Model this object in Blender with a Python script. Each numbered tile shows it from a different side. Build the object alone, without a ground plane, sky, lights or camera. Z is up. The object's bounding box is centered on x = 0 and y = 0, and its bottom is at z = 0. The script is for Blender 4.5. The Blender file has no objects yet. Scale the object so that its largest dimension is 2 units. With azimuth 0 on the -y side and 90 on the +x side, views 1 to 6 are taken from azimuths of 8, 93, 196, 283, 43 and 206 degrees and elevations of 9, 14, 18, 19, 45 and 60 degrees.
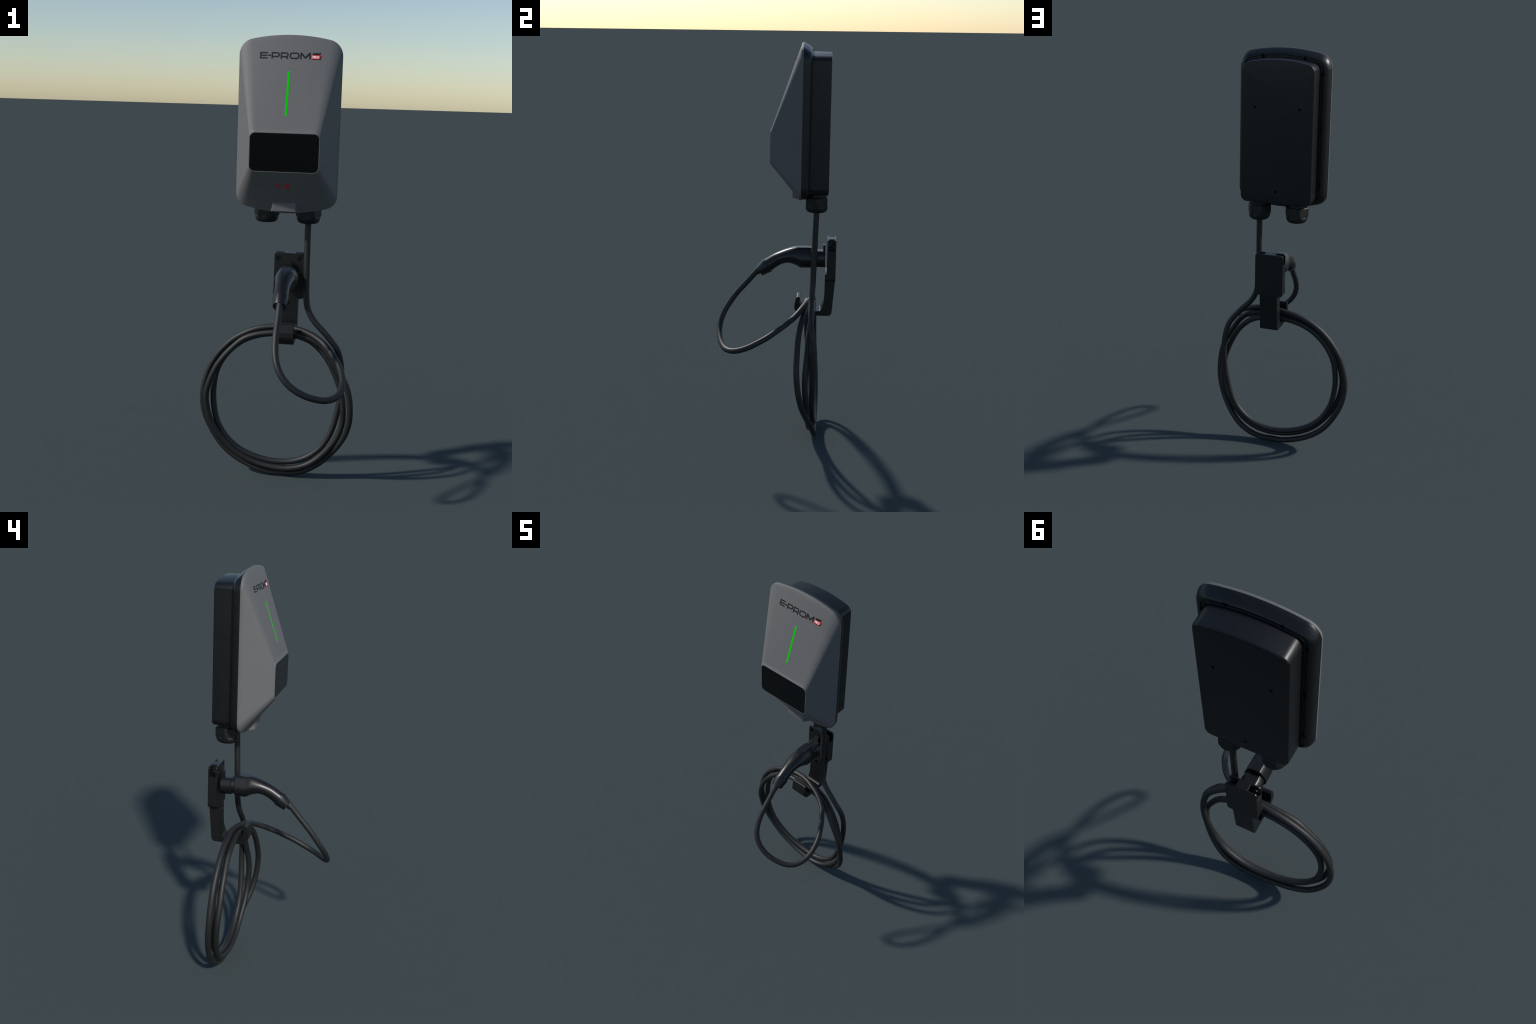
import bpy, bmesh, math
from math import sin, cos, pi, sqrt
from mathutils import Vector, Matrix

# ----------------------------------------------------------------- constants
XC = 0.0235            # centre line of the enclosure
RIM_Y = 0.1195         # parting plane between light cover and dark housing
SCREEN_Y = -0.0335     # plane of the display
PX, PZ = 0.0335, 0.939 # axis of the plug

# ----------------------------------------------------------------- materials
def material(name, base, rough, bump=0.0, bump_scale=400.0, var=0.0, spec=0.5,
             coat=0.0, emission=None, emission_strength=0.0):
    m = bpy.data.materials.new(name)
    m.use_nodes = True
    nt = m.node_tree
    b = nt.nodes["Principled BSDF"]
    b.inputs["Roughness"].default_value = rough
    b.inputs["Specular IOR Level"].default_value = spec
    b.inputs["Coat Weight"].default_value = coat
    tc = nt.nodes.new("ShaderNodeTexCoord")
    ns = nt.nodes.new("ShaderNodeTexNoise")
    ns.inputs["Scale"].default_value = 9.0
    ns.inputs["Detail"].default_value = 5.0
    nt.links.new(tc.outputs["Object"], ns.inputs["Vector"])
    ramp = nt.nodes.new("ShaderNodeValToRGB")
    ramp.color_ramp.elements[0].position = 0.35
    ramp.color_ramp.elements[1].position = 0.65
    ramp.color_ramp.elements[0].color = tuple(c * (1 - var) for c in base) + (1,)
    ramp.color_ramp.elements[1].color = tuple(min(1, c * (1 + var)) for c in base) + (1,)
    nt.links.new(ns.outputs["Fac"], ramp.inputs["Fac"])
    nt.links.new(ramp.outputs["Color"], b.inputs["Base Color"])
    if bump > 0:
        fine = nt.nodes.new("ShaderNodeTexNoise")
        fine.inputs["Scale"].default_value = bump_scale
        nt.links.new(tc.outputs["Object"], fine.inputs["Vector"])
        bp = nt.nodes.new("ShaderNodeBump")
        bp.inputs["Strength"].default_value = bump
        bp.inputs["Distance"].default_value = 0.0006
        nt.links.new(fine.outputs["Fac"], bp.inputs["Height"])
        nt.links.new(bp.outputs["Normal"], b.inputs["Normal"])
    if emission:
        b.inputs["Emission Color"].default_value = emission + (1,)
        b.inputs["Emission Strength"].default_value = emission_strength
    return m

M_COVER = material("cover_light_grey_plastic", (0.134, 0.133, 0.133), 0.60, 0.04, 700, 0.01)
M_HOUSING = material("housing_black_plastic", (0.0055, 0.0055, 0.0058), 0.39, 0.04, 600, 0.04)
M_GLASS = material("display_black_glass", (0.002, 0.002, 0.0022), 0.07, 0, 1, 0.0)
M_LED = material("light_strip_green", (0.0, 0.02, 0.0), 0.7, 0, 1, 0.0, spec=0.05,
                 emission=(0.0, 1.0, 0.0), emission_strength=0.44)
M_LETTER = material("letter_black", (0.006, 0.0065, 0.0075), 0.55, 0, 1, 0.0, spec=0.3)
M_RED = material("badge_red", (0.85, 0.022, 0.03), 0.45, 0, 1, 0.0)  # badge glow put into base colour: this red and badge_white set extra bright
M_WHITE = material("badge_white", (0.95, 0.95, 0.95), 0.45, 0, 1, 0.0)
M_SYMBOL = material("symbol_red", (0.62, 0.02, 0.03), 0.45, 0, 1, 0.0)
M_GLAND = material("gland_black_nylon", (0.0045, 0.0045, 0.0048), 0.55, 0.04, 500, 0.05)
M_CABLE = material("cable_black_rubber", (0.013, 0.013, 0.0128), 0.54, 0.06, 500, 0.05)
M_PLUG = material("plug_black_plastic", (0.0080, 0.0080, 0.0085), 0.35, 0.03, 600, 0.04)
M_HOLDER = material("holder_black_plastic", (0.0065, 0.0065, 0.0068), 0.40, 0.05, 600, 0.05)
M_HOLE = material("hole_dark", (0.004, 0.004, 0.004), 0.6, 0, 1, 0.0)

# ----------------------------------------------------------------- helpers
def finish(name, bm, mat, parent, angle=35, recalc=True):
    if recalc:
        bmesh.ops.recalc_face_normals(bm, faces=bm.faces)
    me = bpy.data.meshes.new(name)
    bm.to_mesh(me)
    bm.free()
    ob = bpy.data.objects.new(name, me)
    bpy.context.scene.collection.objects.link(ob)
    if mat:
        me.materials.append(mat)
    smooth(me, angle)
    if parent:
        ob.parent = parent
    return ob

def smooth(me, angle):
    me.polygons.foreach_set("use_smooth", [True] * len(me.polygons))
    me.set_sharp_from_angle(angle=math.radians(angle))

def apply_mods(ob, angle=35):
    dg = bpy.context.evaluated_depsgraph_get()
    new = bpy.data.meshes.new_from_object(ob.evaluated_get(dg))
    old = ob.data
    ob.modifiers.clear()
    ob.data = new
    bpy.data.meshes.remove(old)
    smooth(new, angle)

def boolean(ob, cutter, op="DIFFERENCE", angle=35):
    m = ob.modifiers.new("b", "BOOLEAN")
    m.operation = op
    m.solver = "EXACT"
    m.object = cutter
    bpy.context.view_layer.update()
    apply_mods(ob, angle)

def bevel(ob, width, segments=3, angle=35, limit=40):
    m = ob.modifiers.new("v", "BEVEL")
    m.width = width
    m.segments = segments
    m.limit_method = "ANGLE"
    m.angle_limit = math.radians(limit)
    m.use_clamp_overlap = True
    bpy.context.view_layer.update()
    apply_mods(ob, angle)
    w = ob.modifiers.new("w", "WEIGHTED_NORMAL")
    w.keep_sharp = True
    w.weight = 80
    bpy.context.view_layer.update()
    new = bpy.data.meshes.new_from_object(ob.evaluated_get(bpy.context.evaluated_depsgraph_get()))
    ob.modifiers.clear()
    ob.data = new

def remove(ob):
    bpy.data.objects.remove(ob, do_unlink=True)

def loft(bm, rings, cap_start=True, cap_end=True, closed=True):
    vr = [[bm.verts.new(p) for p in r] for r in rings]
    n = len(vr[0])
    for a, b in zip(vr[:-1], vr[1:]):
        for i in range(n if closed else n - 1):
            j = (i + 1) % n
            bm.faces.new((a[i], a[j], b[j], b[i]))
    if cap_start:
        bm.faces.new(vr[0])
    if cap_end:
        bm.faces.new(vr[-1])
    return vr

def extrude_profile(bm, pts, to3d, d0, d1):
    """closed 2D profile swept straight from d0 to d1"""
    loft(bm, [[to3d(p, d0) for p in pts], [to3d(p, d1) for p in pts]])

def fillet_poly(pts, seg=6):
    """points (x, y, r): round each corner of a polygon with its own radius"""
    out = []
    n = len(pts)
    for i in range(n):
        p0 = Vector(pts[i - 1][:2]); p = Vector(pts[i][:2]); p1 = Vector(pts[(i + 1) % n][:2])
        r = pts[i][2]
        a, b = (p0 - p), (p1 - p)
        la, lb = a.length, b.length
        a.normalize(); b.normalize()
        ang = a.angle(b)
        if r <= 0 or ang > pi - 1e-3:
            out.append((p.x, p.y)); continue
        t = min(r / math.tan(ang / 2), la * 0.49, lb * 0.49)
        r = t * math.tan(ang / 2)
        bis = (a + b).normalized()
        c = p + bis * (r / sin(ang / 2))
        s, e = p + a * t, p + b * t
        a0 = math.atan2(s.y - c.y, s.x - c.x); a1 = math.atan2(e.y - c.y, e.x - c.x)
        d = (a1 - a0 + pi) % (2 * pi) - pi
        for k in range(seg + 1):
            q = a0 + d * k / seg
            out.append((c.x + r * cos(q), c.y + r * sin(q)))
    return out

def catmull(pts, step):
    P = [Vector(p) for p in pts]
    P = [P[0] * 2 - P[1]] + P + [P[-1] * 2 - P[-2]]
    out = []
    for i in range(1, len(P) - 2):
        p0, p1, p2, p3 = P[i - 1:i + 3]
        # centripetal parameterisation
        t0 = 0.0
        t1 = t0 + (p1 - p0).length ** 0.5
        t2 = t1 + (p2 - p1).length ** 0.5
        t3 = t2 + (p3 - p2).length ** 0.5
        n = max(2, int((p2 - p1).length / step))
        for k in range(n):
            t = t1 + (t2 - t1) * k / n
            a1 = p0 * ((t1 - t) / (t1 - t0)) + p1 * ((t - t0) / (t1 - t0))
            a2 = p1 * ((t2 - t) / (t2 - t1)) + p2 * ((t - t1) / (t2 - t1))
            a3 = p2 * ((t3 - t) / (t3 - t2)) + p3 * ((t - t2) / (t3 - t2))
            b1 = a1 * ((t2 - t) / (t2 - t0)) + a2 * ((t - t0) / (t2 - t0))
            b2 = a2 * ((t3 - t) / (t3 - t1)) + a3 * ((t - t1) / (t3 - t1))
            out.append(b1 * ((t2 - t) / (t2 - t1)) + b2 * ((t - t1) / (t2 - t1)))
    out.append(P[-2])
    return out

def relax(path, rounds):
    """smooth a polyline without shrinking it (alternating positive and negative steps)"""
    for r in range(rounds):
        for w in (0.5, -0.51):
            path = [path[0]] + [path[i] + ((path[i - 1] + path[i + 1]) * 0.5 - path[i]) * w
                                for i in range(1, len(path) - 1)] + [path[-1]]
    return path

def cylinder(bm, base, axis, r0, r1, length, seg=32):
    axis = Vector(axis).normalized()
    u = axis.orthogonal().normalized(); v = axis.cross(u)
    base = Vector(base)
    ring = lambda r, d: [base + axis * d + (u * cos(2 * pi * k / seg) + v * sin(2 * pi * k / seg)) * r for k in range(seg)]
    loft(bm, [ring(r0, 0), ring(r1, length)])

def box(bm, lo, hi):
    pts = [(lo[0], lo[2]), (hi[0], lo[2]), (hi[0], hi[2]), (lo[0], hi[2])]
    extrude_profile(bm, pts, lambda p, d: (p[0], d, p[1]), lo[1], hi[1])

# --------------------------------------------- crowned rectangle (enclosure outline)
def outline(W, ztop, zbot, rt, rb, Rt, Rb, n_c=14, n_h=22, n_v=24, xc=XC):
    """counter-clockwise x,z outline: vertical sides, crowned top and bottom, filleted corners.
    Every outline has the same number of points per piece, so outlines can be lofted."""
    zt, zb = ztop - Rt, zbot + Rb
    ft = (W - rt, zt + sqrt((Rt - rt) ** 2 - (W - rt) ** 2))
    fb = (W - rb, zb - sqrt((Rb - rb) ** 2 - (W - rb) ** 2))
    at = math.atan2(ft[1] - zt, ft[0])          # direction where fillet meets the crown
    ab = math.atan2(zb - fb[1], fb[0])
    right = []
    for k in range(n_v):                        # right side, upwards
        right.append((W, fb[1] + (ft[1] - fb[1]) * k / n_v))
    for k in range(n_c):
        a = at * k / n_c
        right.append((ft[0] + rt * cos(a), ft[1] + rt * sin(a)))
    for k in range(n_h):
        a = at + (pi / 2 - at) * k / n_h
        right.append((Rt * cos(a), zt + Rt * sin(a)))
    right.append((0, ztop))
    low = []
    for k in range(n_c):
        a = -ab * (k + 1) / n_c
        low.append((fb[0] + rb * cos(a), fb[1] + rb * sin(a)))
    for k in range(n_h):
        a = -ab - (pi / 2 - ab) * (k + 1) / n_h
        low.append((Rb * cos(a), zb + Rb * sin(a)))
    half = list(reversed(low)) + right          # bottom centre ... top centre
    left = [(-x, z) for x, z in reversed(half[1:-1])]
    return [(x + xc, z) for x, z in half + left]

def rim(d=0.0):
    return outline(0.2215 - d, 2.0 - d, 1.2395 + d, max(0.070 - d, .02), max(0.058 - d, .02), 0.77 - d, 0.62 - d)

def rim_shaped(ds, dt):
    """rim outline with its own inset for the flanks and foot (ds) and for the crown (dt)"""
    m = 0.5 * (ds + dt)
    return outline(0.2215 - ds, 2.0 - dt, 1.2395 + ds, max(0.070 - m, .02), max(0.058 - ds, .02), 0.77 - dt, 0.62 - ds)

def back(d=0.0):
    return outline(0.1725 - d, 1.9545 - d, 1.2835 + d, max(0.036 - d, .006), max(0.030 - d, .006), 0.675 - d, 30)

def screen_outline(d=0.0):
    return outline(0.1458 - d, 1.5885 - d, 1.4285 + d, 0.022 - d, 0.022 - d, 60, 60, xc=XC + 0.0008)

at_y = lambda o, y: [(x, y, z) for x, z in o]

# ================================================================= ROOT
root = bpy.data.objects.new("wall_charging_station", None)
bpy.context.scene.collection.objects.link(root)
root["label"] = "wall-mounted electric car charger with coiled black cable and plug holder"
root["category"] = "car charger"

# ================================================================= FRONT COVER
bm = bmesh.new()
rings = [at_y(rim(0.012), RIM_Y), at_y(rim(0.0), RIM_Y), at_y(rim(0.0), 0.1120)]
for k in range(1, 5):
    a = k / 4 * (pi / 2) * 0.72
    rings.append(at_y(rim(0.0045 * (1 - cos(a))), 0.1120 - 0.0045 * sin(a)))
last = rings[-1]
target = at_y(screen_outline(-0.003), SCREEN_Y + 0.0012)
for k in range(1, 25):
    t = k / 24
    rings.append([tuple(p + (q - p) * t for p, q in zip(a, b)) for a, b in zip(last, target)])
rings.append(at_y(screen_outline(-0.0022), SCREEN_Y))
rings.append(at_y(screen_outline(0.0), SCREEN_Y))
rings.append(at_y(screen_outline(0.0006), SCREEN_Y + 0.003))
loft(bm, rings)
cover = finish("front_cover", bm, M_COVER, root, 40)

# lock tab at the foot of the cover: block with flared flanks
bm = bmesh.new()
rings = []
for y, x0, x1, z0 in ((0.0735, -0.0345, 0.0710, 1.2495), (0.0840, -0.0352, 0.0762, 1.2482), (0.1060, -0.0420, 0.0890, 1.2460)):
    rings.append([(x0, y, z0), (x1, y, z0), (x1 - 0.0030, y, 1.3010), (x0 + 0.0050, y, 1.3010)])
loft(bm, rings)
tab = finish("lock_tab", bm, M_COVER, cover, 30)
bevel(tab, 0.0025, 4, 40, 40)

# display
bm = bmesh.new()
loft(bm, [at_y(screen_outline(0.0004), SCREEN_Y + 0.006), at_y(screen_outline(0.0004), SCREEN_Y + 0.0006),
          at_y(screen_outline(0.0010), SCREEN_Y + 0.0001)])
finish("display_panel", bm, M_GLASS, cover, 30)

# marks are laid onto the curved faces of the cover by casting back onto its mesh
from mathutils.bvhtree import BVHTree
bpy.context.view_layer.update()
COVER_TREE = BVHTree.FromObject(cover, bpy.context.evaluated_depsgraph_get())
UP = Vector((0, 0.330, 1.0)).normalized()
NRM = Vector((0, -UP.z, UP.y))
def face_pt(x, z, h):
    hit = COVER_TREE.ray_cast(Vector((x, -1.0, z)), Vector((0, 1, 0)))[0]
    return hit + NRM * h

# green light strip
bm = bmesh.new()
pts = []
for k in range(9):
    a = pi * k / 8
    pts.append((0.0234 + 0.0044 * cos(a), 1.8410 + 0.0042 * sin(a)))
for k in range(9):
    a = pi + pi * k / 8
    pts.append((0.0234 + 0.0044 * cos(a), 1.6645 + 0.0042 * sin(a)))
for k in range(1, 12):                          # extra points along both edges
    pts.insert(8 + k, (0.0234 - 0.0044, 1.8410 - 0.1765 * k / 12))
for k in range(1, 12):
    pts.append((0.0234 + 0.0044, 1.6645 + 0.1765 * k / 12))
extrude_profile(bm, pts, lambda p, d: face_pt(p[0], p[1], d), -0.002, 0.0006)
finish("light_strip", bm, M_LED, cover, 30)

# ---- lettering: strokes with width on the sloping face
def stroke(bm, pts, w, h0, h1, closed=False, plane=face_pt):
    P = [Vector(p) for p in pts]
    n = len(P)
    L, R = [], []
    for i in range(n):
        a = P[i - 1] if (i > 0 or closed) else None
        b = P[(i + 1) % n] if (i < n - 1 or closed) else None
        d0 = (P[i] - a).normalized() if a is not None else None
        d1 = (b - P[i]).normalized() if b is not None else None
        d0 = d0 or d1; d1 = d1 or d0
        n0 = Vector((-d0.y, d0.x)); n1 = Vector((-d1.y, d1.x))
        m = (n0 + n1).normalized()
        s = w / 2 / max(0.45, m.dot(n0))
        L.append(P[i] + m * s); R.append(P[i] - m * s)
    rings = []
    for l, r in zip(L, R):
        rings.append([plane(l.x, l.y, h0), plane(l.x, l.y, h1), plane(r.x, r.y, h1), plane(r.x, r.y, h0)])
    if closed:
        rings.append(rings[0])
    loft(bm, rings, not closed, not closed)
    if closed:
        bmesh.ops.remove_doubles(bm, verts=bm.verts, dist=1e-6)

def arc(cx, cz, rx, rz, a0, a1, n=10):
    return [(cx + rx * cos(math.radians(a0 + (a1 - a0) * k / n)), cz + rz * sin(math.radians(a0 + (a1 - a0) * k / n))) for k in range(n + 1)]

ZT, ZB, SW = 1.9252, 1.8978, 0.0054
zt, zb, zm = ZT - SW / 2, ZB + SW / 2, (ZT + ZB) / 2
H0, H1 = -0.002, 0.0009
LETTERS = {
 "E": [([(-0.0725, zt), (-0.1025, zt), (-0.1025, zb), (-0.0725, zb)], False), ([(-0.1030, zm), (-0.0745, zm)], False)],
 "dash": [([(-0.0705, zm), (-0.0590, zm)], False)],
 "P": [([(-0.0530, ZB), (-0.0530, zt), (-0.0300, zt)] + arc(-0.0300, zm + 0.0032, 0.0065, zt - zm - 0.0032, 90, -90)[1:]
        + [(-0.0530, 2 * zm + 0.0064 - zt)], False)],
 "R": [([(-0.0140, ZB), (-0.0140, zt), (0.0075, zt)] + arc(0.0075, zm + 0.0032, 0.0065, zt - zm - 0.0032, 90, -90)[1:]
        + [(-0.0140, 2 * zm + 0.0064 - zt)], False), ([(0.0065, zm - 0.004), (0.0145, ZB + 0.0004)], False)],
 "O": [(arc(0.0325, zm, 0.0085, zt - zm, 90, 270)[:] + arc(0.0520, zm, 0.0085, zt - zm, -90, 90)[:], True)],
}
for key in ("E", "dash", "P", "R", "O"):
    bm = bmesh.new()
    for pts, closed in LETTERS[key]:
        stroke(bm, pts, SW, H0, H1 + (0.0001 if len(pts) == 2 and key != "dash" else 0), closed)
    finish("letter", bm, M_LETTER, cover, 30)

def quad(name, pts, h0, h1, mat):
    bm = bmesh.new()
    extrude_profile(bm, pts, lambda p, d: face_pt(p[0], p[1], d), h0, h1)
    return finish(name, bm, mat, cover, 30)

mx0, mx1, mm = 0.0668, 0.1100, 0.0884
quad("letter", [(mx0, ZB), (mx0 + SW, ZB), (mx0 + SW, ZT - 0.0100), (mm, ZB + 0.0020), (mx1 - SW, ZT - 0.0100), (mx1 - SW, ZB), (mx1, ZB), (mx1, ZT),
                (mx1 - 0.0062, ZT), (mm, ZB + 0.0100), (mx0 + 0.0062, ZT), (mx0, ZT)], H0, H1, M_LETTER)
quad("badge_shadow", [(0.1185, 1.8965), (0.1525, 1.8965), (0.1570, 1.9125), (0.1185, 1.9125)], -0.002, 0.0007, M_LETTER)
quad("badge", [(0.1160, 1.8990), (0.1490, 1.8990), (0.1530, 1.9150), (0.1160, 1.9150)], -0.002, 0.0011, M_RED)

def text_mesh(name, body, x0, x1, z0, z1, h0, h1, mat, bold, shear=0.0):
    cu = bpy.data.curves.new(name, "FONT")
    cu.body = body
    cu.offset = bold
    cu.shear = shear
    cu.extrude = 0.5
    ob = bpy.data.objects.new(name, cu)
    bpy.context.scene.collection.objects.link(ob)
    bpy.context.view_layer.update()
    me = bpy.data.meshes.new_from_object(ob.evaluated_get(bpy.context.evaluated_depsgraph_get()))
    remove(ob)
    xs = [v.co.x for v in me.vertices]; ys = [v.co.y for v in me.vertices]; zs = [v.co.z for v in me.vertices]
    for v in me.vertices:
        x = x0 + (v.co.x - min(xs)) / (max(xs) - min(xs)) * (x1 - x0)
        z = z0 + (v.co.y - min(ys)) / (max(ys) - min(ys)) * (z1 - z0)
        h = h0 + (v.co.z - min(zs)) / (max(zs) - min(zs)) * (h1 - h0)
        v.co = face_pt(x, z, h)
    out = bpy.data.objects.new(name, me)
    bpy.context.scene.collection.objects.link(out)
    me.materials.clear(); me.materials.append(mat)
    out.parent = cover
    return out

text_mesh("badge_lettering", "PRO", 0.1190, 0.1465, 1.9015, 1.9125, 0.0008, 0.0015, M_WHITE, 0.03)
text_mesh("small_lettering", "mini", 0.1190, 0.1515, 1.9160, 1.9268, -0.002, 0.0009, M_LETTER, 0.06)

# contactless symbol on the lower sloping face
LO_A, LO_B = Vector((0, -0.0323, 1.4255)), Vector((0, 0.1085, 1.2408))
LDN = (LO_B - LO_A).normalized()
LN = Vector((0, LDN.z, -LDN.y))
def low_pt(x, v, h):
    """point v up the lower slope from the symbol centre, h above the surface"""
    p = Vector((0.0187 + x, 0.0135, 1.3640)) - LDN * v
    hit = COVER_TREE.ray_cast(p + LN * 0.3, -LN)[0]
    return hit + LN * h
for rx, hv, w, sag in ((0.0290, 0.0228, 0.0046, 0.0190), (0.0174, 0.0175, 0.0040, 0.0095), (0.0088, 0.0098, 0.0036, 0.0058)):
    for s in (-1, 1):
        bm = bmesh.new()
        outer, inner = [], []
        n = 14
        for k in range(n + 1):
            q = -1 + 2 * k / n
            ww = w * (1 - 0.75 * abs(q) ** 2)
            base = rx - sag * (1 - sqrt(1 - (q * 0.94) ** 2)) * 0.9
            outer.append((s * base, q * hv)); inner.append((s * (base - ww), q * hv))
        rings = []
        for o, i in zip(outer, inner):
            rings.append([low_pt(o[0], o[1], -0.002), low_pt(o[0], o[1], 0.0009), low_pt(i[0], i[1], 0.0009), low_pt(i[0], i[1], -0.002)])
        loft(bm, rings)
        finish("contactless_arc", bm, M_SYMBOL, cover, 30)

# ================================================================= REAR HOUSING
bm = bmesh.new()
# flanks roll over in a quarter ellipse, the crown is closer to a straight chamfer
shoulder = [(0.0100, 0.0100, 0.113), (0.0018, 0.0018, 0.113), (0.0018, 0.0018, 0.1220)]
for k in range(1, 9):
    a = k / 8 * pi / 2
    y = 0.1220 + 0.0363 * sin(a)
    ds = 0.0018 + 0.0272 * (1 - cos(a))
    lin = 0.0018 + 0.0272 * (y - 0.1220) / 0.0363
    shoulder.append((ds, 0.35 * ds + 0.65 * lin, y))
channel = [(0.0300, 0.1583), (0.0315, 0.1572), (0.0325, 0.1545), (0.0410, 0.1545), (0.0420, 0.1572), (0.0432, 0.1585),
           (0.0448, 0.1585), (0.0460, 0.1570), (0.0465, 0.1530), (0.0600, 0.1530)]
loft(bm, [at_y(rim_shaped(ds, dt), y) for ds, dt, y in shoulder] + [at_y(rim(d), y) for d, y in channel])
bezel = finish("rear_bezel", bm, M_HOUSING, root, 40)

bm = bmesh.new()
prof = [(-0.0025, 0.145), (-0.0030, 0.150), (-0.0008, 0.246)]
for k in range(1, 7):
    a = k / 6 * pi / 2
    prof.append((-0.0008 + 0.006 * (1 - cos(a)), 0.246 + 0.006 * sin(a)))
loft(bm, [at_y(back(d), y) for d, y in prof])
housing = finish("rear_housing", bm, M_HOUSING, root, 40)

# screw recesses in the rim and mounting holes in the back
bm = bmesh.new()
for x, z in ((0.1010, 1.9590), (-0.1010, 1.9590)):
    cylinder(bm, (XC + x, 0.128, z), (0, 1, 0), 0.0088, 0.0088, 0.046, 20)
for s in (-1, 1):
    for z in (1.8885, 1.6315, 1.3750):
        cylinder(bm, (XC + s * 0.1870, 0.128, z), (0, 1, 0), 0.0085, 0.0085, 0.046, 20)
cut = finish("cutter", bm, None, None)
boolean(bezel, cut, angle=40)
boolean(housing, cut, angle=40)
remove(cut)
bm = bmesh.new()
for s in (-1, 1):
    cylinder(bm, (XC + s * 0.1075, 0.225, 1.7365), (0, 1, 0), 0.0062, 0.0062, 0.05, 20)
cylinder(bm, (XC, 0.225, 1.3418), (0, 1, 0), 0.0062, 0.0062, 0.05, 20)
cut = finish("cutter", bm, None, None)
boolean(housing, cut, angle=40)
remove(cut)

# shallow bands on the flanks of the housing
for s in (-1, 1):
    for z0, z1 in ((1.8600, 1.9150), (1.6925, 1.7175), (1.3815, 1.4370), (1.3150, 1.3440)):
        bm = bmesh.new()
        # plan section (x, y): rises 0.5 mm out of the tapering flank and runs out at both ends
        flank = lambda y: 0.1725 + 0.0030 - 0.0022 * (y - 0.150) / 0.096
        plan = [(flank(0.159) - 0.004, 0.159), (flank(0.159) + 0.0007, 0.159), (flank(0.240) + 0.0007, 0.240),
                (flank(0.2455) - 0.0003, 0.2455), (flank(0.2455) - 0.004, 0.2455)]
        extrude_profile(bm, plan, lambda p, d: (XC + s * p[0], p[1], d), z0, z1)
        finish("side_band", bm, M_HOUSING, housing, 30)

# ================================================================= CABLE GLANDS
def gland(x, bore):
    y = 0.1945
    sy = 1.06
    bm = bmesh.new()
    seg = 48
    def ring(r, z, hexa=0.0, cap=9.0):
        out = []
        for k in range(seg):
            a = 2 * pi * k / seg
            # hexagon with flats facing +-y, blended with a circle
            rh = r * cos(pi / 6) / cos(((a - pi / 2 + pi / 6) % (pi / 3)) - pi / 6)
            rr = min(rh * hexa + r * (1 - hexa), cap)
            out.append((x + rr * cos(a), y + rr * sin(a) * sy, z))
        return out
    loft(bm, [ring(0.043, 1.295), ring(0.043, 1.2665), ring(0.052, 1.2660, 0.8), ring(0.0565, 1.2625, 1), ring(0.0568, 1.2600, 1),
              ring(0.0568, 1.2260, 1), ring(0.0568, 1.2235, 1, 0.0555), ring(0.0568, 1.2195, 1, 0.0535), ring(0.0530, 1.2170, 0.25),
              ring(0.0516, 1.2110), ring(0.0500, 1.2045), ring(0.0468, 1.1980), ring(0.0420, 1.1930), ring(0.0360, 1.1905),
              ring(bore, 1.1900), ring(bore * 0.96, 1.2000)])
    finish("cable_gland", bm, M_GLAND, root, 28)

gland(XC - 0.0935, 0.024)
gland(XC + 0.0935, 0.0150)

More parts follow.
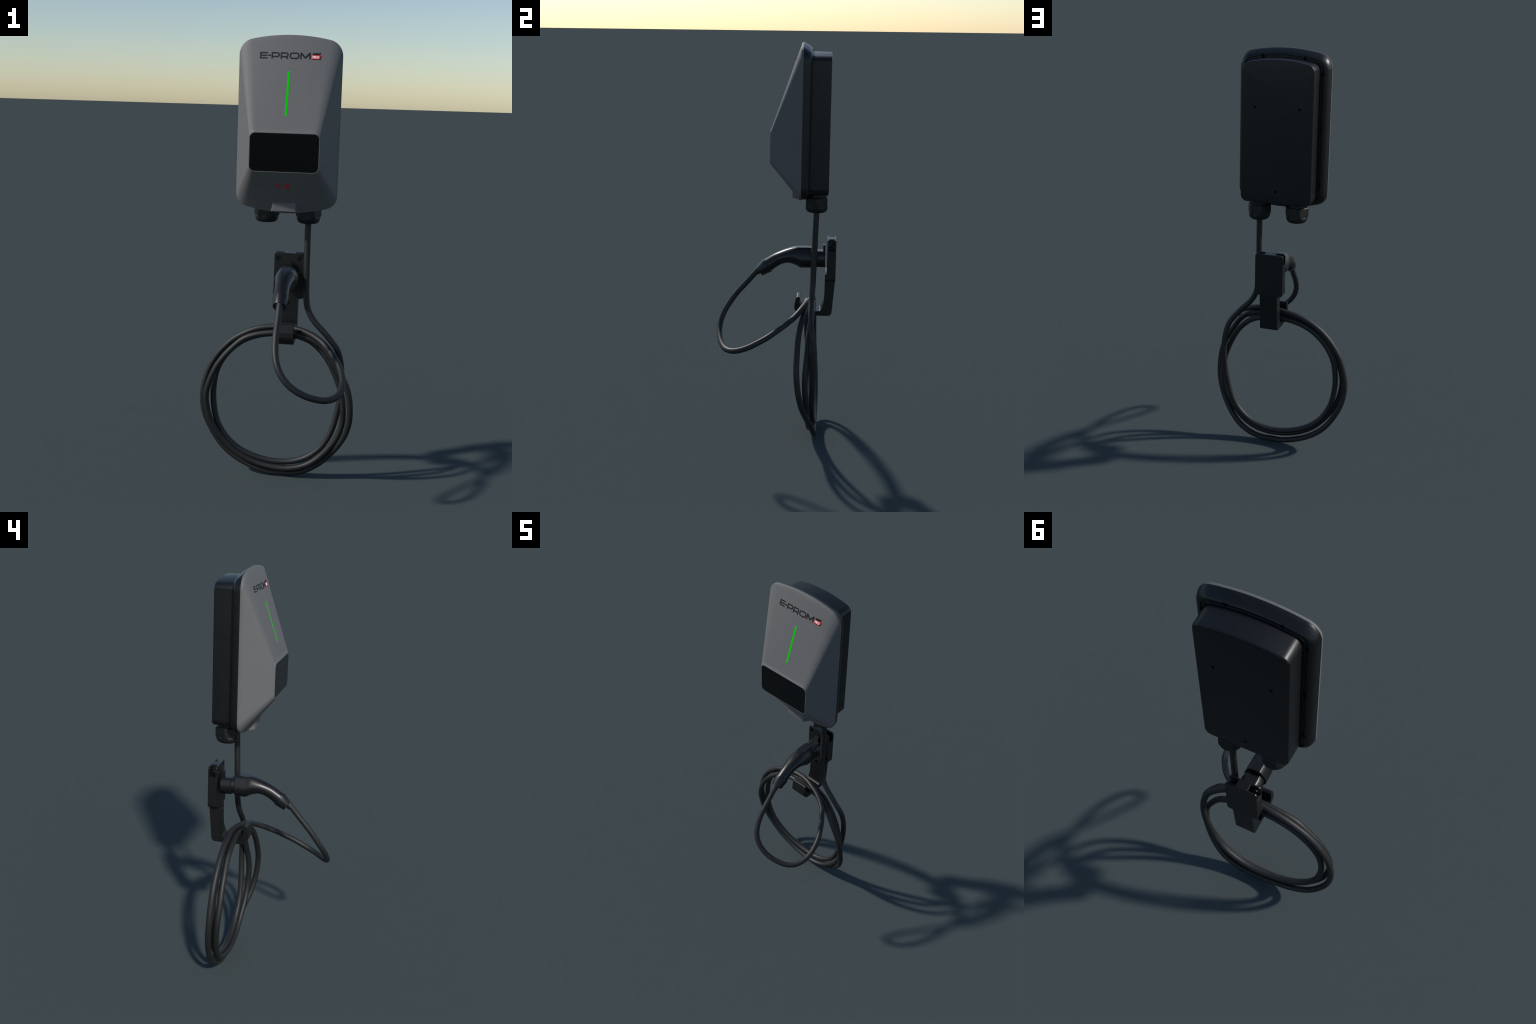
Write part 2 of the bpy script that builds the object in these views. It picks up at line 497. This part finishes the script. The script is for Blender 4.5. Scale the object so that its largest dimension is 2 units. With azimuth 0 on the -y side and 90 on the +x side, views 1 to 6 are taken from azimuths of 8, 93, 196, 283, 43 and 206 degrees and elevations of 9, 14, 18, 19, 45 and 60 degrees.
# ================================================================= CHARGING CABLE
CABLE = [
 # out of the gland and down to the coil
 (.1170, .1955, 1.215), (.1168, .195, 1.19), (.117, .193, 1.113), (.118, .190, 1.0), (.1205, .187, .884), (.1235, .186, .838),
 (.134, .184, .796), (.160, .181, .752), (.212, .179, .697), (.254, .182, .647), (.272, .187, .619), (.284, .193, .580),
 (.291, .196, .540), (.2945, .198, .460), (.288, .196, .371), (.278, .194, .313), (.263, .193, .253), (.242, .194, .202),
 # first turn, innermost at the bottom
 (.210, .197, .152), (.160, .200, .108), (.109, .202, .083), (.053, .204, .070), (-.012, .204, .069), (-.064, .203, .077),
 (-.131, .201, .099), (-.182, .199, .128), (-.223, .196, .166), (-.251, .193, .206), (-.274, .191, .255), (-.287, .190, .315),
 (-.2925, .191, .385), (-.286, .191, .455), (-.277, .191, .493), (-.250, .190, .548), (-.210, .189, .597), (-.160, .188, .637),
 (-.100, .187, .664), (-.040, .186, .677), (.040, .186, .681), (.112, .185, .668), (.158, .182, .648), (.198, .176, .615),
 # second turn
 (.231, .171, .575), (.257, .168, .528), (.285, .163, .465), (.302, .159, .410), (.308, .159, .357), (.307, .163, .292),
 (.291, .167, .232), (.268, .171, .188), (.238, .176, .147), (.201, .180, .107), (.163, .182, .078), (.118, .184, .057),
 (.055, .186, .044), (-.013, .188, .046), (-.077, .189, .058), (-.141, .188, .083), (-.194, .185, .117), (-.234, .182, .157),
 (-.271, .176, .204), (-.299, .170, .255), (-.314, .165, .306), (-.321, .160, .358), (-.319, .157, .392), (-.307, .154, .439),
 (-.290, .153, .484), (-.268, .153, .527), (-.245, .153, .560), (-.222, .154, .588), (-.180, .155, .631), (-.154, .154, .652),
 (-.107, .154, .673), (-.049, .154, .686), (.020, .153, .691), (.090, .151, .687), (.150, .145, .675), (.201, .135, .651),
 # third turn, outermost, touching the ground
 (.238, .125, .615), (.273, .119, .562), (.306, .117, .505), (.326, .116, .460), (.337, .118, .410), (.341, .123, .358),
 (.339, .131, .308), (.325, .145, .247), (.297, .166, .188), (.257, .188, .130), (.211, .202, .079), (.165, .207, .046),
 (.120, .207, .025), (.058, .206, .0140), (-.015, .206, .0152), (-.077, .206, .027), (-.140, .208, .050), (-.189, .209, .077),
 (-.235, .209, .113), (-.271, .208, .156), (-.301, .206, .205), (-.324, .202, .254), (-.336, .199, .296), (-.3425, .195, .350),
 (-.340, .193, .397), (-.329, .191, .449), (-.311, .189, .503), (-.288, .188, .546), (-.254, .186, .592), (-.209, .185, .637),
 (-.165, .184, .667), (-.119, .183, .690), (-.075, .182, .704), (-.021, .180, .713), (.030, .172, .717), (.080, .156, .714),
 # away from the hook to the front loop and up to the plug
 (.118, .144, .709), (.150, .131, .700), (.178, .117, .689), (.2055, .099, .675), (.232, .073, .658), (.2575, .040, .637),
 (.280, .004, .6155), (.2955, -.026, .597), (.307, -.060, .579), (.313, -.092, .562), (.3135, -.126, .545), (.3065, -.166, .529),
 (.287, -.2045, .518), (.250, -.2385, .516), (.2017, -.2625, .528), (.160, -.2765, .546), (.125, -.2825, .5665), (.0937, -.2825, .593),
 (.0696, -.2755, .6227), (.0527, -.2622, .6545), (.042, -.242, .6885), (.037, -.2206, .7208), (.035, -.196, .7535),
 (.0348, -.1685, .785), (.0352, -.141, .816), (.0355, -.118, .8435), (.035, -.095, .8695), (.034, -.065, .900)]
path = relax(catmull(CABLE, 0.006), 60)
n_path = len(path)
bm = bmesh.new()
rings = []
for i, p in enumerate(path):
    t = (path[min(i + 1, n_path - 1)] - path[max(i - 1, 0)]).normalized()
    b = Vector((0, 1, 0)) - t * t.y
    if b.length < 0.3:
        b = Vector((1, 0, 0)) - t * t.x
    if i and b.normalized().dot(prev) < 0:
        b = -b
    b.normalize()
    if i:
        b = (prev * 0.75 + b * 0.25)
        b = (b - t * b.dot(t)).normalized()
    prev = b
    c = t.cross(b)
    f = i / n_path
    # the coil is a touch flattened by its own weight, the free ends are round
    flat = min(1.0, max(0.0, (f - 0.09) / 0.05), max(0.0, (0.86 - f) / 0.05)) if 0.09 < f < 0.86 else 0.0
    ra = 0.0142 + 0.0006 * flat
    rb = 0.0141 - 0.0004 * flat
    # slack in the coil: turns sit a little wider than the traced centre lines
    p = Vector((p.x * (1 + 0.004 * flat), p.y, 0.36 + (p.z - 0.36) * (1 + 0.004 * flat)))
    if flat > 0.5:
        p.z = max(p.z, 0.0139)
    rings.append([p + b * (ra * cos(2 * pi * k / 20)) + c * (rb * sin(2 * pi * k / 20)) for k in range(20)])
loft(bm, rings)
finish("charging_cable", bm, M_CABLE, root, 60)

# ================================================================= CHARGING PLUG
plug = bpy.data.objects.new("charging_plug", None)
bpy.context.scene.collection.objects.link(plug)
plug.parent = root

def plug_section(top, bot, hw, expo, clip, n=48):
    """closed section between a top and a bottom point (y, z); flattened crown"""
    t = Vector((0, top[0], top[1])); b = Vector((0, bot[0], bot[1]))
    axis = (t - b)
    h = axis.length
    axis.normalize()
    hb = min(hw, h * 0.5) if expo < 1.95 else h * 0.5
    c = b + axis * hb
    ht = h - hb
    ring = []
    for k in range(n):
        a = 2 * pi * k / n
        ca, sa = cos(a), sin(a)
        if sa >= 0:
            e = 2 / expo
            x = abs(ca) ** e * (1 if ca >= 0 else -1) * hw
            z = abs(sa) ** e * ht / clip
            z = min(z, ht)
        else:
            x, z = ca * hw, sa * hb
        ring.append(Vector((PX + x, 0, 0)) + c + axis * z)
    return ring

SECT = [((.172, .9955), (.172, .8875), .0500, 1.55, .80), ((.145, .9955), (.145, .8875), .0500, 1.55, .80),
        ((.118, .9950), (.119, .8880), .0495, 1.58, .82), ((.091, .9935), (.098, .8995), .0470, 1.68, .87),
        ((.0504, .9825), (.0600, .9105), .0405, 1.85, .95), ((.0151, .9688), (.0290, .9045), .0350, 2.0, 1.0),
        ((-.0202, .9515), (.0020, .8900), .0325, 2.0, 1.0), ((-.0626, .9245), (-.0254, .8688), .0325, 2.0, 1.0)]
def lerp_sections(t):
    i = min(int(t), len(SECT) - 2); f = t - i
    s0, s1, s2, s3 = (SECT[max(0, min(len(SECT) - 1, j))] for j in (i - 1, i, i + 1, i + 2))
    flat = lambda s: [s[0][0], s[0][1], s[1][0], s[1][1], s[2], s[3], s[4]]
    r = []
    for a, b, c, d in zip(flat(s0), flat(s1), flat(s2), flat(s3)):
        r.append(0.5 * (2 * b + (c - a) * f + (2 * a - 5 * b + 4 * c - d) * f * f + (3 * b - a - 3 * c + d) * f ** 3))
    return plug_section((r[0], r[1]), (r[2], r[3]), r[4], min(2.0, r[5]), min(1.0, r[6]))
bm = bmesh.new()
rings = [[Vector((PX, .1735, .939)) + (p - Vector((PX, .172, .939))) * 0.97 for p in lerp_sections(0)]]
rings += [lerp_sections(k / 8) for k in range((len(SECT) - 1) * 8 + 1)]
loft(bm, rings)
finish("plug_handle", bm, M_PLUG, plug, 32)

# barrel with flattened crown, groove behind it and latch nib
def barrel_ring(r, flat, y, n=64):
    out = []
    for k in range(n):
        a = 2 * pi * k / n
        out.append((PX + r * cos(a), y, PZ + min(r * sin(a), flat)))
    return out
bm = bmesh.new()
loft(bm, [barrel_ring(.040, .034, .168), barrel_ring(.042, .035, .188), barrel_ring(.042, .035, .1900), barrel_ring(.0455, .0385, .1915),
          barrel_ring(.0470, .0402, .1930), barrel_ring(.0470, .0402, .2425), barrel_ring(.0455, .039, .2440),
          barrel_ring(.0410, .035, .2440), barrel_ring(.0400, .034, .2330)])
finish("plug_barrel", bm, M_PLUG, plug, 30)
bm = bmesh.new()
box(bm, (PX - 0.0145, 0.2320, 0.9700), (PX + 0.0145, 0.2434, 1.0085))
nib = finish("latch_nib", bm, M_PLUG, plug)
bevel(nib, 0.0015, 2)

# end cap and strain relief
bm = bmesh.new()
caps = [((-.0610, .9240), (-.0240, .8690), .0320), ((-.0660, .9265), (-.0222, .8640), .0352), ((-.0712, .9228), (-.0252, .8628), .0352),
        ((-.0990, .8885), (-.0672, .8422), .0298), ((-.1010, .8860), (-.0700, .8410), .0285), ((-.0985, .8800), (-.0760, .8480), .0200)]
loft(bm, [plug_section(t, b, w, 2.0, 1.0) for t, b, w in caps])
finish("plug_end_cap", bm, M_PLUG, plug, 32)
bm = bmesh.new()
dirv = Vector((0.0, -0.036, -0.041))
cylinder(bm, (0.0343, -0.080, 0.880), dirv, 0.0154, 0.0150, 0.034, 28)
finish("strain_relief", bm, M_PLUG, plug, 32)

# ================================================================= PLUG HOLDER
holder = bpy.data.objects.new("plug_holder", None)
bpy.context.scene.collection.objects.link(holder)
holder.parent = root
xz = lambda p, d: (p[0], d, p[1])
hx0, hx1 = -0.0367, 0.1027
bm = bmesh.new()
extrude_profile(bm, fillet_poly([(hx0, .8335, .012), (hx1, .8335, .012), (hx1, 1.042, .011), (hx0, 1.042, .011)]), xz, 0.2530, 0.2970)
plate = finish("holder_plate", bm, M_HOLDER, holder)
bm = bmesh.new()
extrude_profile(bm, fillet_poly([(hx0, .8335, .012), (hx1, .8335, .012), (hx1, .8710, .0), (hx0, .8710, .0)]), xz, 0.2447, 0.2900)
step = finish("step", bm, None, None)
boolean(plate, step, "UNION")
remove(step)
bm = bmesh.new()
box(bm, (hx0 - 0.02, 0.2610, 0.9890), (0.0065, 0.2888, 1.06))
box(bm, (0.0595, 0.2610, 0.9890), (hx1 + 0.02, 0.2888, 1.06))
for x in (-0.0165, 0.0828):
    cylinder(bm, (x, 0.2400, 1.0160), (0, 1, 0), 0.0122, 0.0122, 0.030, 28)
cut = finish("cutter", bm, None, None)
boolean(plate, cut)
remove(cut)
bevel(plate, 0.0012, 2, 35, 50)

# stem and cable hook: one side profile (y, z)
hook_profile = fillet_poly([(.2960, .8600, 0), (.2960, .8330, .004), (.2905, .7650, .02), (.2815, .6475, .020), (.1180, .6470, .030), (.0930, .6780, .03), (.0940, .7060, .02),
    (.1035, .7440, .009), (.1235, .7440, .009), (.1185, .7080, .012), (.1270, .6900, .01), (.1440, .6715, .014), (.2290, .6720, .024), (.2425, .7200, .03),
    (.2442, .7700, .02), (.2442, .8600, 0)], 6)
bm = bmesh.new()
extrude_profile(bm, hook_profile, lambda p, d: (d, p[0], p[1]), -0.0107, 0.0777)
hook = finish("cable_hook", bm, M_HOLDER, holder, 30)
bm = bmesh.new()
cylinder(bm, (0.0335, 0.2300, 0.8130), (0, 1, 0), 0.0105, 0.0105, 0.034, 28)
cut = finish("cutter", bm, None, None)
boolean(hook, cut, angle=30)
remove(cut)
bevel(hook, 0.0014, 2, 30, 60)
